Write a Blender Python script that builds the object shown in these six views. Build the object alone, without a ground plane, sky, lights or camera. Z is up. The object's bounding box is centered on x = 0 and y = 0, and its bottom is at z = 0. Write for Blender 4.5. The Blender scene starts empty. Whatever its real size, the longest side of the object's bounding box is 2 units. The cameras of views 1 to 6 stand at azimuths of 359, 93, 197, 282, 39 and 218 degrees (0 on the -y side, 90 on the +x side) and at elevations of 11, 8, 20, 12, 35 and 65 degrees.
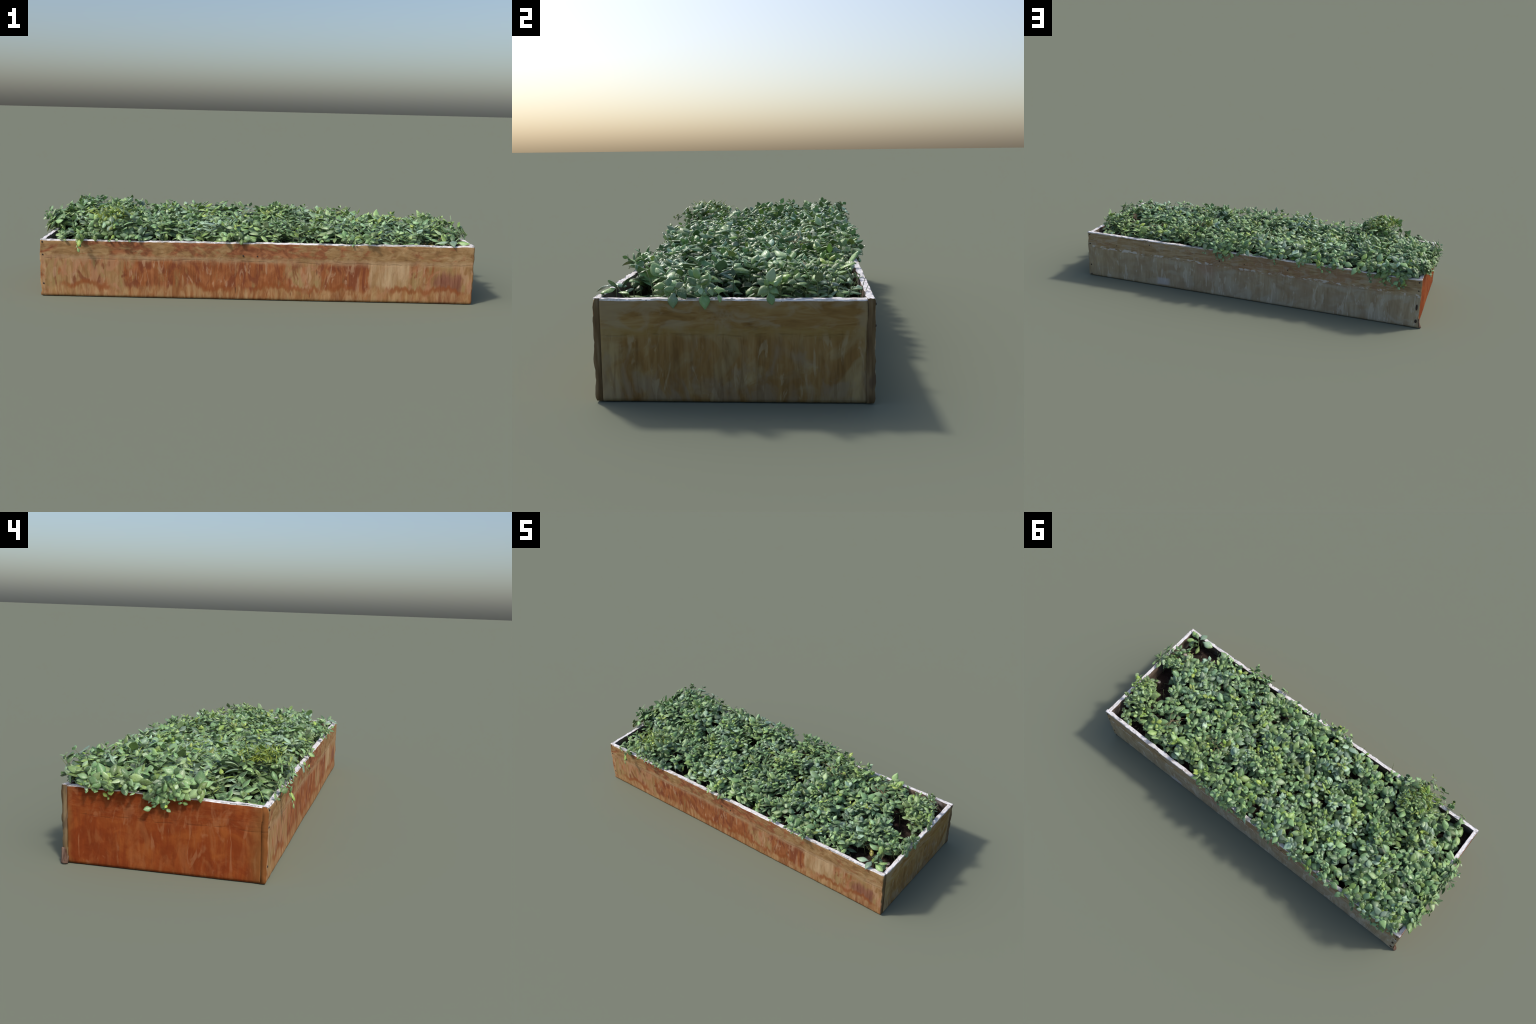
"""A long weathered wooden planter box, densely filled with sage-like herbs."""
import bpy, math, random
import numpy as np
from mathutils import Vector, Matrix, noise as mnoise

rng = random.Random(20)
nrng = np.random.default_rng(20)

# ------------------------------------------------------------------ frame of the box
X0, X1 = -0.935, 0.976          # outer ends
Y0, Y1 = -0.3245, 0.3685          # outer sides
T = 0.020                       # board thickness
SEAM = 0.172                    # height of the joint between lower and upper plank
RIM = {(-1, -1): 0.250, (1, -1): 0.259, (1, 1): 0.259, (-1, 1): 0.266}
SOIL = 0.184


def n3(x, y, z, s=1.0):
    return mnoise.noise(Vector((x * s, y * s, z * s)))


def fbm(x, y, z, octaves=3):
    v, a, f = 0.0, 1.0, 1.0
    for _ in range(octaves):
        v += a * n3(x * f + 3.1, y * f - 1.7, z * f + 7.3)
        a *= 0.5
        f *= 2.1
    return v


def smooth(lo, hi, x):
    t = min(1.0, max(0.0, (x - lo) / (hi - lo)))
    return t * t * (3 - 2 * t)


# ------------------------------------------------------------------ node helpers
class Nodes:
    def __init__(self, name):
        self.mat = bpy.data.materials.new(name)
        self.mat.use_nodes = True
        self.t = self.mat.node_tree
        self.bsdf = self.t.nodes["Principled BSDF"]
        self.out = self.t.nodes["Material Output"]

    def new(self, kind, **props):
        n = self.t.nodes.new(kind)
        for k, v in props.items():
            setattr(n, k, v)
        return n

    def put(self, sock, v):
        if hasattr(v, "is_output"):
            self.t.links.new(v, sock)
        elif isinstance(v, (tuple, list)) and len(v) == 3 and sock.type == "RGBA":
            sock.default_value = (*v, 1)
        else:
            sock.default_value = v

    def math(self, op, a, b=0.0, clamp=False):
        n = self.new("ShaderNodeMath", operation=op, use_clamp=clamp)
        self.put(n.inputs[0], a)
        self.put(n.inputs[1], b)
        return n.outputs[0]

    def add(self, a, b): return self.math("ADD", a, b)
    def mul(self, a, b): return self.math("MULTIPLY", a, b)
    def sub(self, a, b): return self.math("SUBTRACT", a, b)

    def step(self, lo, hi, x):
        n = self.new("ShaderNodeMapRange", interpolation_type="SMOOTHSTEP")
        self.put(n.inputs[0], x)
        if lo < hi:
            n.inputs[1].default_value, n.inputs[2].default_value = lo, hi
        else:
            n.inputs[1].default_value, n.inputs[2].default_value = hi, lo
            n.inputs[3].default_value, n.inputs[4].default_value = 1, 0
        return n.outputs[0]

    def band(self, x, lo, hi, soft):
        return self.mul(self.step(lo - soft, lo + soft, x), self.step(hi + soft, hi - soft, x))

    def coords(self, kind="Object"):
        return self.new("ShaderNodeTexCoord").outputs[kind]

    def xyz(self, v):
        n = self.new("ShaderNodeSeparateXYZ")
        self.put(n.inputs[0], v)
        return n.outputs

    def scaled(self, v, s, loc=(0, 0, 0)):
        n = self.new("ShaderNodeMapping")
        self.put(n.inputs[0], v)
        n.inputs["Location"].default_value = loc
        n.inputs["Scale"].default_value = s
        return n.outputs[0]

    def noise(self, v, scale=1.0, detail=3.0, rough=0.55, distort=0.0):
        n = self.new("ShaderNodeTexNoise")
        self.put(n.inputs["Vector"], v)
        n.inputs["Scale"].default_value = scale
        n.inputs["Detail"].default_value = detail
        n.inputs["Roughness"].default_value = rough
        n.inputs["Distortion"].default_value = distort
        return n.outputs[0]

    def voronoi(self, v, scale, feature="F1"):
        n = self.new("ShaderNodeTexVoronoi", feature=feature)
        self.put(n.inputs["Vector"], v)
        n.inputs["Scale"].default_value = scale
        return n.outputs["Distance"]

    def ramp(self, f, *stops):
        n = self.new("ShaderNodeValToRGB")
        self.put(n.inputs[0], f)
        e = n.color_ramp.elements
        while len(e) < len(stops):
            e.new(0.5)
        for s, (p, c) in zip(e, stops):
            s.position, s.color = p, (*c, 1)
        return n.outputs[0]

    def mix(self, f, a, b, mode="MIX"):
        n = self.new("ShaderNodeMix", data_type="RGBA", blend_type=mode)
        self.put(n.inputs[0], f)
        self.put(n.inputs[6], a)
        self.put(n.inputs[7], b)
        return n.outputs[2]

    def bump(self, h, strength, distance):
        n = self.new("ShaderNodeBump")
        self.put(n.inputs["Height"], h)
        n.inputs["Strength"].default_value = strength
        n.inputs["Distance"].default_value = distance
        self.put(self.bsdf.inputs["Normal"], n.outputs[0])
        return n.outputs[0]

    def finish(self, colour, rough=0.75, spec=0.3):
        self.put(self.bsdf.inputs["Base Color"], colour)
        self.put(self.bsdf.inputs["Roughness"], rough)
        self.put(self.bsdf.inputs["Specular IOR Level"], spec)
        return self.mat


# ------------------------------------------------------------------ wood materials
class Board(Nodes):
    """One weathered side of the box. 'a' runs along the board, 'z' up. Below the stain line at SEAM
    stains hang down in streaks, above it the grain lies along the board."""

    def __init__(self, name, axis):
        super().__init__(name)
        self.v = self.coords()
        sep = self.xyz(self.v)
        self.a, self.z = sep[axis], sep[2]
        self.axis = axis

    def field(self, along, up, detail=3.0, seed=0.0, distort=0.0, rough=0.55):
        s = [along, along, up]
        s[1 - self.axis] = 0.0
        return self.noise(self.scaled(self.v, s, (seed, seed * 1.7, seed * 0.6)), 1.0, detail, rough, distort)

    def wob(self, x, amount, along, up, seed=0.0, detail=3):
        return self.add(x, self.mul(self.sub(self.field(along, up, detail, seed), 0.5), amount))

    def blotch(self, field, bias, soft=0.035):
        """Irregular patch: the noise pushed over its threshold where the bias is high."""
        return self.step(0.5 - soft, 0.5 + soft, self.add(field, bias))

    def over(self, c, mask, amount, colour):
        return self.mix(self.mul(mask, amount), c, colour)

    def join(self, low, high):
        """Blend the streaked lower part into the grained upper band along a flaky, broken line."""
        zj = self.wob(self.wob(self.z, 0.050, 6, 30, 50.0, 4), 0.030, 40, 40, 51.0, 4)
        c = self.mix(self.step(SEAM - 0.022, SEAM + 0.020, zj), low, high)
        line = self.mul(self.band(self.wob(self.z, 0.026, 9, 40, 53.0), SEAM - 0.004, SEAM + 0.001, 0.0022), self.step(0.45, 0.56, self.field(16, 60, 3, 54.0)))
        c = self.over(c, line, 0.32, self.mix(0.55, c, (0.03, 0.02, 0.014)))
        hb = self.mix(self.step(SEAM - 0.02, SEAM + 0.02, self.z), self.field(45, 8, 4, 9.0, 0.8), self.field(14, 70, 4, 9.0, 0.8))
        lump = self.field(38, 38, 3, 77.0, 0.8)
        self.bump(self.add(self.add(hb, self.mul(lump, 0.9)), self.mul(line, -0.6)), 0.40, 0.0030)
        return self.finish(c, 0.85, 0.08)


def front_board():
    m = Board("weathered_rusty_front", 0)
    s1, s2, soft = m.field(30, 5, 4, 1.0, 1.2), m.field(95, 6, 3, 6.0, 0.6), m.field(13, 10, 3, 61.0, 1.2)
    # bare timber: tan, olive and rosy
    c = m.ramp(m.add(m.mul(s1, 0.7), m.mul(s2, 0.3)), (0.32, (0.235, 0.118, 0.046)), (0.49, (0.340, 0.190, 0.082)), (0.66, (0.490, 0.315, 0.172)))
    c = m.over(c, m.step(0.50, 0.60, soft), 0.60, (0.430, 0.205, 0.115))
    c = m.over(c, m.step(0.47, 0.38, m.field(17, 6, 3, 71.0, 0.8)), 0.55, (0.330, 0.235, 0.095))
    # rust, blotchy, mostly on the middle stretch
    w = m.wob(m.a, 0.10, 14, 14, 3.0)
    zone = m.math("MAXIMUM", m.band(w, -0.56, 0.16, 0.06), m.band(m.wob(m.a, 0.035, 40, 10, 13.0), 0.295, 0.505, 0.012))
    big = m.add(m.mul(m.field(15, 6, 4, 21.0, 1.4), 0.6), m.mul(s1, 0.4))
    rust = m.ramp(m.add(m.mul(s2, 0.55), m.mul(soft, 0.45)), (0.34, (0.190, 0.054, 0.021)), (0.49, (0.290, 0.090, 0.031)), (0.66, (0.400, 0.160, 0.064)))
    c = m.over(c, m.blotch(big, m.sub(m.mul(zone, 0.180), 0.080), 0.080), 0.92, rust)
    deep = m.blotch(m.field(19, 7, 4, 33.0, 1.2), m.sub(m.mul(zone, 0.10), 0.105), 0.06)
    c = m.over(c, deep, 0.75, (0.185, 0.052, 0.026))
    # pale rinsed scrapes
    c = m.over(c, m.blotch(m.field(33, 8, 4, 81.0, 1.3), -0.105, 0.05), 0.60, (0.480, 0.290, 0.170))
    pale = m.mul(m.band(m.wob(m.a, 0.045, 45, 9, 14.0), 0.515, 0.69, 0.012), m.step(0.05, 0.085, m.wob(m.z, 0.05, 30, 3, 15.0)))
    c = m.over(c, pale, 0.75, m.ramp(s1, (0.38, (0.37, 0.225, 0.105)), (0.6, (0.54, 0.39, 0.225))))
    plum = m.mul(m.band(m.wob(m.a, 0.09, 22, 12, 8.0), 0.805, 0.925, 0.014), m.step(0.145, 0.105, m.wob(m.z, 0.12, 26, 5, 18.0)))
    c = m.over(c, plum, 0.85, m.ramp(s2, (0.35, (0.17, 0.060, 0.038)), (0.65, (0.30, 0.130, 0.085))))
    # splash zone near the ground, ragged and broken, with stretches of dark tide line
    zz = m.wob(m.wob(m.z, 0.10, 17, 3, 31.0), 0.05, 60, 8, 32.0)
    low = m.ramp(m.field(34, 8, 4, 4.0, 1.2), (0.36, (0.25, 0.105, 0.038)), (0.49, (0.370, 0.185, 0.074)), (0.62, (0.470, 0.300, 0.140)))
    c = m.over(c, m.step(0.066, 0.040, zz), 0.62, low)
    c = m.over(c, m.mul(m.band(zz, 0.046, 0.068, 0.008), m.step(0.44, 0.54, m.field(7, 7, 2, 36.0))), 0.75, (0.265, 0.080, 0.025))
    slit = m.mul(m.step(0.70, 0.73, m.field(48, 8, 1, 27.0)), m.band(m.a, -0.5, 0.36, 0.05))
    c = m.over(c, slit, 0.75, (0.10, 0.04, 0.02))
    # upper band
    g, g2 = m.field(12, 40, 4, 2.0, 1.2), m.field(20, 26, 4, 12.0, 1.3)
    u = m.ramp(m.add(m.mul(g, 0.6), m.mul(g2, 0.4)), (0.32, (0.205, 0.112, 0.045)), (0.49, (0.305, 0.180, 0.078)), (0.67, (0.420, 0.280, 0.142)))
    uw = m.wob(m.a, 0.16, 9, 18, 5.0)
    red = m.math("MAXIMUM", m.band(uw, -0.66, -0.44, 0.04), m.band(uw, -0.13, 0.36, 0.05))
    red = m.math("MAXIMUM", red, m.mul(m.band(uw, -0.34, -0.12, 0.05), 0.7))
    ub = m.blotch(m.field(11, 24, 4, 11.0, 1.3), m.sub(m.mul(red, 0.17), 0.11), 0.085)
    u = m.over(u, m.mul(ub, m.step(0.176, 0.200, m.wob(m.z, 0.05, 12, 12, 6.0))), 0.85, m.ramp(g2, (0.38, (0.175, 0.050, 0.026)), (0.62, (0.345, 0.125, 0.055))))
    u = m.over(u, m.blotch(m.field(26, 50, 4, 15.0, 1.0), -0.10, 0.05), 0.4, (0.150, 0.075, 0.035))
    u = m.over(u, m.step(0.192, 0.174, m.wob(m.z, 0.03, 50, 50, 41.0)), 0.5, (0.47, 0.32, 0.19))
    return m.join(c, u)


def rust_end():
    m = Board("rust_stained_end", 1)
    s1, s2, soft = m.field(26, 5, 4, 2.0, 1.2), m.field(90, 6, 3, 7.0, 0.5), m.field(9, 9, 4, 62.0, 1.2)
    c = m.ramp(m.add(m.mul(s1, 0.35), m.mul(soft, 0.65)), (0.28, (0.145, 0.026, 0.0070)), (0.49, (0.215, 0.044, 0.0105)), (0.63, (0.290, 0.078, 0.018)))
    c = m.over(c, m.blotch(m.field(20, 8, 4, 8.0, 1.3), -0.09, 0.09), 0.45, (0.300, 0.110, 0.038))
    c = m.over(c, m.blotch(m.field(24, 7, 4, 28.0, 1.3), m.sub(m.mul(m.band(m.a, -0.21, -0.08, 0.03), 0.07), 0.13), 0.05), 0.5, (0.350, 0.150, 0.066))
    c = m.over(c, m.blotch(m.field(40, 8, 3, 38.0, 0.6), -0.10, 0.07), 0.3, (0.130, 0.024, 0.008))
    w = m.wob(m.a, 0.06, 12, 14, 4.0)
    dull = m.math("MAXIMUM", m.step(-0.250, -0.310, w), m.step(0.325, 0.355, w))
    c = m.over(c, dull, 0.6, (0.205, 0.098, 0.030))
    g = m.field(10, 55, 4, 3.0, 1.1)
    u = m.ramp(g, (0.36, (0.155, 0.029, 0.009)), (0.49, (0.230, 0.051, 0.0125)), (0.63, (0.285, 0.090, 0.028)))
    u = m.over(u, m.blotch(m.field(26, 34, 4, 9.0, 1.3), -0.08, 0.07), 0.45, (0.310, 0.130, 0.055))
    u = m.over(u, m.blotch(m.field(20, 30, 4, 19.0, 1.3), -0.08, 0.03), 0.5, (0.125, 0.030, 0.012))
    u = m.over(u, dull, 0.6, (0.190, 0.095, 0.034))
    return m.join(c, m.mix(0.62, u, c))


def olive_end():
    m = Board("mottled_olive_brown_end", 1)
    s1, s2, soft = m.field(24, 5, 4, 3.0, 1.2), m.field(80, 6, 3, 8.0, 0.5), m.field(9, 8, 4, 63.0, 1.3)
    brown = m.ramp(m.add(m.mul(s1, 0.5), m.mul(s2, 0.5)), (0.30, (0.165, 0.090, 0.030)), (0.50, (0.255, 0.150, 0.053)), (0.70, (0.335, 0.222, 0.094)))
    olive = m.ramp(s1, (0.38, (0.25, 0.175, 0.080)), (0.62, (0.38, 0.295, 0.150)))
    w = m.wob(m.a, 0.10, 10, 12, 4.0)
    edge = m.math("MAXIMUM", m.step(-0.215, -0.285, w), m.step(0.300, 0.345, w))
    c = m.mix(m.mul(m.blotch(soft, m.sub(m.mul(edge, 0.18), 0.07), 0.11), 0.85), brown, olive)
    low = m.blotch(m.field(14, 9, 4, 5.0, 1.2), m.sub(m.mul(m.step(0.10, 0.03, m.z), 0.16), 0.12), 0.10)
    c = m.over(c, low, 0.5, (0.265, 0.215, 0.150))
    c = m.over(c, m.blotch(m.field(34, 7, 4, 12.0, 1.2), -0.12, 0.05), 0.5, (0.41, 0.34, 0.21))
    c = m.over(c, m.blotch(m.field(50, 7, 3, 22.0, 0.6), -0.10, 0.05), 0.35, (0.130, 0.072, 0.028))
    g = m.field(10, 55, 4, 3.5, 1.1)
    u = m.ramp(g, (0.30, (0.190, 0.105, 0.034)), (0.50, (0.275, 0.165, 0.058)), (0.70, (0.340, 0.235, 0.100)))
    grey = m.blotch(m.field(9, 16, 4, 6.5, 1.3), m.add(m.mul(m.step(0.215, 0.255, m.z), 0.10), m.sub(m.mul(edge, 0.12), 0.09)), 0.10)
    u = m.over(u, grey, 0.65, (0.35, 0.280, 0.170))
    u = m.over(u, m.step(0.196, 0.178, m.wob(m.z, 0.04, 40, 40, 41.0)), 0.55, (0.31, 0.215, 0.070))
    return m.join(c, u)


def grey_back():
    m = Board("silvered_back", 0)
    s1, s2, soft = m.field(26, 5, 4, 4.0, 1.2), m.field(90, 6, 3, 9.0, 0.5), m.field(6, 8, 4, 64.0, 1.3)
    c = m.ramp(m.add(m.mul(s1, 0.5), m.mul(s2, 0.5)), (0.26, (0.245, 0.188, 0.118)), (0.50, (0.355, 0.292, 0.200)), (0.74, (0.45, 0.40, 0.300)))
    c = m.over(c, m.blotch(soft, -0.01, 0.06), 0.55, (0.40, 0.37, 0.30))
    c = m.over(c, m.step(0.25, 0.95, m.a), 0.5, m.ramp(s1, (0.38, (0.28, 0.205, 0.105)), (0.62, (0.40, 0.315, 0.18))))
    c = m.over(c, m.blotch(m.field(9, 7, 4, 29.0, 1.2), -0.06, 0.09), 0.5, (0.27, 0.195, 0.122))
    c = m.over(c, m.blotch(m.field(45, 8, 4, 39.0, 1.0), -0.10, 0.03), 0.6, (0.50, 0.46, 0.38))
    blot = m.mul(m.band(m.wob(m.a, 0.02, 40, 20), 0.47, 0.54, 0.012), m.band(m.z, 0.012, 0.052, 0.008))
    c = m.over(c, blot, 0.6, (0.48, 0.48, 0.50))
    c = m.over(c, m.mul(m.band(m.wob(m.a, 0.07, 18, 12), 0.20, 0.29, 0.03), m.step(0.06, 0.15, m.z)), 0.35, (0.36, 0.21, 0.17))
    g = m.field(9, 70, 4, 5.0, 1.0)
    u = m.ramp(g, (0.36, (0.215, 0.130, 0.056)), (0.49, (0.335, 0.228, 0.112)), (0.63, (0.42, 0.320, 0.195)))
    red = m.band(m.wob(m.a, 0.12, 9, 14, 5.0), -0.60, 0.22, 0.08)
    u = m.over(u, m.blotch(m.field(13, 20, 4, 14.0, 1.2), m.sub(m.mul(red, 0.16), 0.12), 0.08), 0.55, (0.290, 0.140, 0.075))
    u = m.over(u, m.blotch(m.field(14, 32, 4, 33.0, 1.2), -0.06, 0.04), 0.5, (0.40, 0.35, 0.28))
    flake = m.mul(m.band(m.wob(m.z, 0.018, 30, 30, 57.0), SEAM - 0.002, SEAM + 0.012, 0.003), m.step(0.50, 0.57, m.field(32, 60, 4, 52.0)))
    u = m.over(u, flake, 0.8, (0.60, 0.57, 0.54))
    c = m.over(c, flake, 0.8, (0.60, 0.57, 0.54))
    return m.join(c, m.mix(0.25, u, c))


def rim_wood():
    m = Nodes("bleached_rim")
    v = m.coords()
    c = m.ramp(m.noise(v, 60, 4), (0.32, (0.62, 0.57, 0.55)), (0.48, (0.81, 0.78, 0.775)), (0.66, (0.88, 0.86, 0.87)))
    c = m.mix(m.mul(m.step(0.58, 0.68, m.noise(v, 24, 3)), 0.40), c, (0.48, 0.38, 0.31))
    c = m.mix(m.mul(m.step(0.67, 0.70, m.noise(v, 95, 2)), 0.8), c, (0.16, 0.14, 0.13))
    m.bump(m.noise(v, 140, 3), 0.4, 0.002)
    return m.finish(c, 0.8, 0.25)


def end_grain():
    m = Nodes("dark_end_grain")
    v = m.coords()
    c = m.ramp(m.noise(m.scaled(v, (40, 90, 9)), 1, 4), (0.3, (0.095, 0.060, 0.029)), (0.5, (0.165, 0.110, 0.054)), (0.72, (0.24, 0.18, 0.105)))
    c = m.mix(m.mul(m.step(0.55, 0.66, m.noise(m.scaled(v, (30, 30, 12), (4, 2, 1)), 1, 2)), 0.6), c, (0.10, 0.065, 0.045))
    m.bump(m.noise(m.scaled(v, (160, 160, 20)), 1, 3), 0.4, 0.002)
    return m.finish(c, 0.85, 0.2)


def inner_wood():
    m = Nodes("soil_stained_inner_wood")
    v = m.coords()
    c = m.ramp(m.noise(m.scaled(v, (12, 12, 40)), 1, 4), (0.3, (0.075, 0.055, 0.04)), (0.5, (0.13, 0.095, 0.07)), (0.7, (0.20, 0.155, 0.12)))
    c = m.mix(m.mul(m.step(0.52, 0.64, m.noise(v, 14, 3)), 0.5), c, (0.19, 0.18, 0.18))
    return m.finish(c, 0.85, 0.2)


def soil_material():
    m = Nodes("dark_soil")
    v = m.coords()
    c = m.ramp(m.noise(v, 45, 5, 0.65), (0.30, (0.012, 0.009, 0.008)), (0.52, (0.042, 0.030, 0.024)), (0.72, (0.090, 0.066, 0.053)))
    c = m.mix(m.mul(m.step(0.50, 0.66, m.noise(v, 9, 2)), 0.40), c, (0.075, 0.048, 0.040))
    c = m.mix(m.mul(m.step(0.70, 0.73, m.noise(v, 170, 1)), 0.6), c, (0.30, 0.25, 0.20))
    m.bump(m.noise(v, 160, 4), 0.8, 0.004)
    return m.finish(c, 0.95, 0.1)


def plain(name, c, var=0.3, rough=0.6, scale=70, spec=0.3):
    m = Nodes(name)
    v = m.coords()
    dark, light = tuple(x * (1 - var) for x in c), tuple(min(1, x * (1 + var)) for x in c)
    col = m.ramp(m.noise(v, scale, 3), (0.3, dark), (0.7, light))
    return m.finish(col, rough, spec)


# ------------------------------------------------------------------ leaf materials
def leaf_material(name, palette, masks=True):
    """Downy sage leaf. Each leaf draws its own tint; patches of the bed are limier or bluer."""
    m = Nodes(name)
    geo = m.new("ShaderNodeNewGeometry")
    info = m.new("ShaderNodeObjectInfo")
    r = m.math("FRACT", m.add(geo.outputs["Random Per Island"], m.mul(info.outputs["Random"], 3.7)))
    r2 = m.math("FRACT", m.mul(r, 17.31))
    pos = geo.outputs["Position"]
    c = m.ramp(r, *palette)
    if masks:
        p = m.xyz(pos)

        def blob(cx, cy, rx, ry):
            dx = m.mul(m.sub(p[0], cx), 1 / rx)
            dy = m.mul(m.sub(p[1], cy), 1 / ry)
            d = m.math("SQRT", m.add(m.mul(dx, dx), m.mul(dy, dy)))
            return m.step(1.15, 0.65, m.add(d, m.mul(m.sub(m.noise(pos, 9, 2), 0.5), 0.5)))

        lime = m.math("MAXIMUM", blob(0.875, 0.20, 0.115, 0.15), m.mul(blob(0.55, 0.31, 0.40, 0.09), 0.65))
        lime = m.math("MAXIMUM", lime, m.mul(blob(-0.60, -0.22, 0.14, 0.10), 0.6))
        c = m.mix(m.mul(lime, 0.60), c, m.mix(r2, (0.200, 0.335, 0.085), (0.340, 0.480, 0.150)))
        blue = m.math("MAXIMUM", blob(0.70, -0.05, 0.18, 0.17), m.mul(m.step(0.52, 0.66, m.noise(pos, 3.5, 2)), 0.55))
        c = m.mix(m.mul(m.mul(blue, m.sub(1.0, lime)), 0.30), c, m.mix(r2, (0.140, 0.290, 0.165), (0.290, 0.460, 0.300)))
    if masks:
        yel = m.step(0.55, 0.66, m.noise(m.scaled(pos, (1, 1, 1), (5, 2, 0)), 7.5, 3))
        c = m.mix(m.mul(m.mul(yel, m.step(0.25, 0.6, r2)), 0.42), c, (0.320, 0.430, 0.090))
        pale = m.mul(m.step(0.50, 0.62, m.noise(m.scaled(pos, (1, 1, 1), (1, 7, 3)), 6.5, 3)), m.step(0.45, 0.75, m.math("FRACT", m.mul(r, 41.7))))  # bluish-white sky highlights painted onto some leaves
        c = m.mix(m.mul(pale, 0.65), c, (0.420, 0.590, 0.465))
    tone = m.new("ShaderNodeHueSaturation")
    m.put(tone.inputs["Value"], m.add(0.46, m.mul(r2, 0.84)))  # wide leaf-to-leaf spread of brightness, a little darker on average
    tone.inputs["Saturation"].default_value = 1.0
    m.put(tone.inputs["Color"], c)
    c = tone.outputs[0]
    mott = m.noise(pos, 130, 3, 0.6)
    c = m.mix(m.mul(m.step(0.45, 0.70, mott), 0.35), c, m.mix(0.5, c, (0.50, 0.60, 0.42)))
    c = m.mix(m.mul(m.step(0.60, 0.72, m.noise(pos, 60, 2)), 0.20), c, (0.20, 0.21, 0.08))
    c = m.mix(m.mul(geo.outputs["Backfacing"], 0.0), c, c)
    m.bump(m.add(m.voronoi(pos, 330), m.mul(m.noise(pos, 220, 2), 0.7)), 0.32, 0.0018)
    m.finish(c, 0.32, 0.55)
    m.bsdf.inputs["Sheen Weight"].default_value = 0.12
    m.bsdf.inputs["Sheen Roughness"].default_value = 0.5
    trans = m.new("ShaderNodeBsdfTranslucent")
    m.put(trans.inputs["Color"], m.mix(0.45, c, (0.24, 0.40, 0.05)))
    mx = m.new("ShaderNodeMixShader")
    mx.inputs[0].default_value = 0.07
    m.t.links.new(m.bsdf.outputs[0], mx.inputs[1])
    m.t.links.new(trans.outputs[0], mx.inputs[2])
    m.t.links.new(mx.outputs[0], m.out.inputs["Surface"])
    return m.mat


# ------------------------------------------------------------------ scene objects
def obj(name, mesh, parent=None):
    o = bpy.data.objects.new(name, mesh)
    bpy.context.collection.objects.link(o)
    o.parent = parent
    return o


def mesh_from(name, verts, faces, mats, mat_index=None, smooth_faces=True):
    me = bpy.data.meshes.new(name)
    me.from_pydata([tuple(v) for v in verts], [], [tuple(f) for f in faces])
    for m in mats:
        me.materials.append(m)
    if mat_index is not None:
        me.polygons.foreach_set("material_index", np.asarray(mat_index, np.int32))
    me.polygons.foreach_set("use_smooth", np.full(len(me.polygons), smooth_faces))
    me.update()
    return me


root = bpy.data.objects.new("planter_box", None)
bpy.context.collection.objects.link(root)
root["label"] = "long weathered wooden planter box overflowing with sage-green herb leaves"
root["category"] = "herb planter"

RIMW, ENDG, INNER = rim_wood(), end_grain(), inner_wood()


def rim_height(x, y):
    """Height of the worn upper edge, a sagging line between the four corners."""
    u = (x - X0) / (X1 - X0)
    v = (y - Y0) / (Y1 - Y0)
    h = (RIM[-1, -1] * (1 - u) + RIM[1, -1] * u) * (1 - v) + (RIM[-1, 1] * (1 - u) + RIM[1, 1] * u) * v
    return h + 0.0030 * n3(x * 9, y * 9, 1.0) + 0.0016 * n3(x * 34, y * 34, 2.0)


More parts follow.
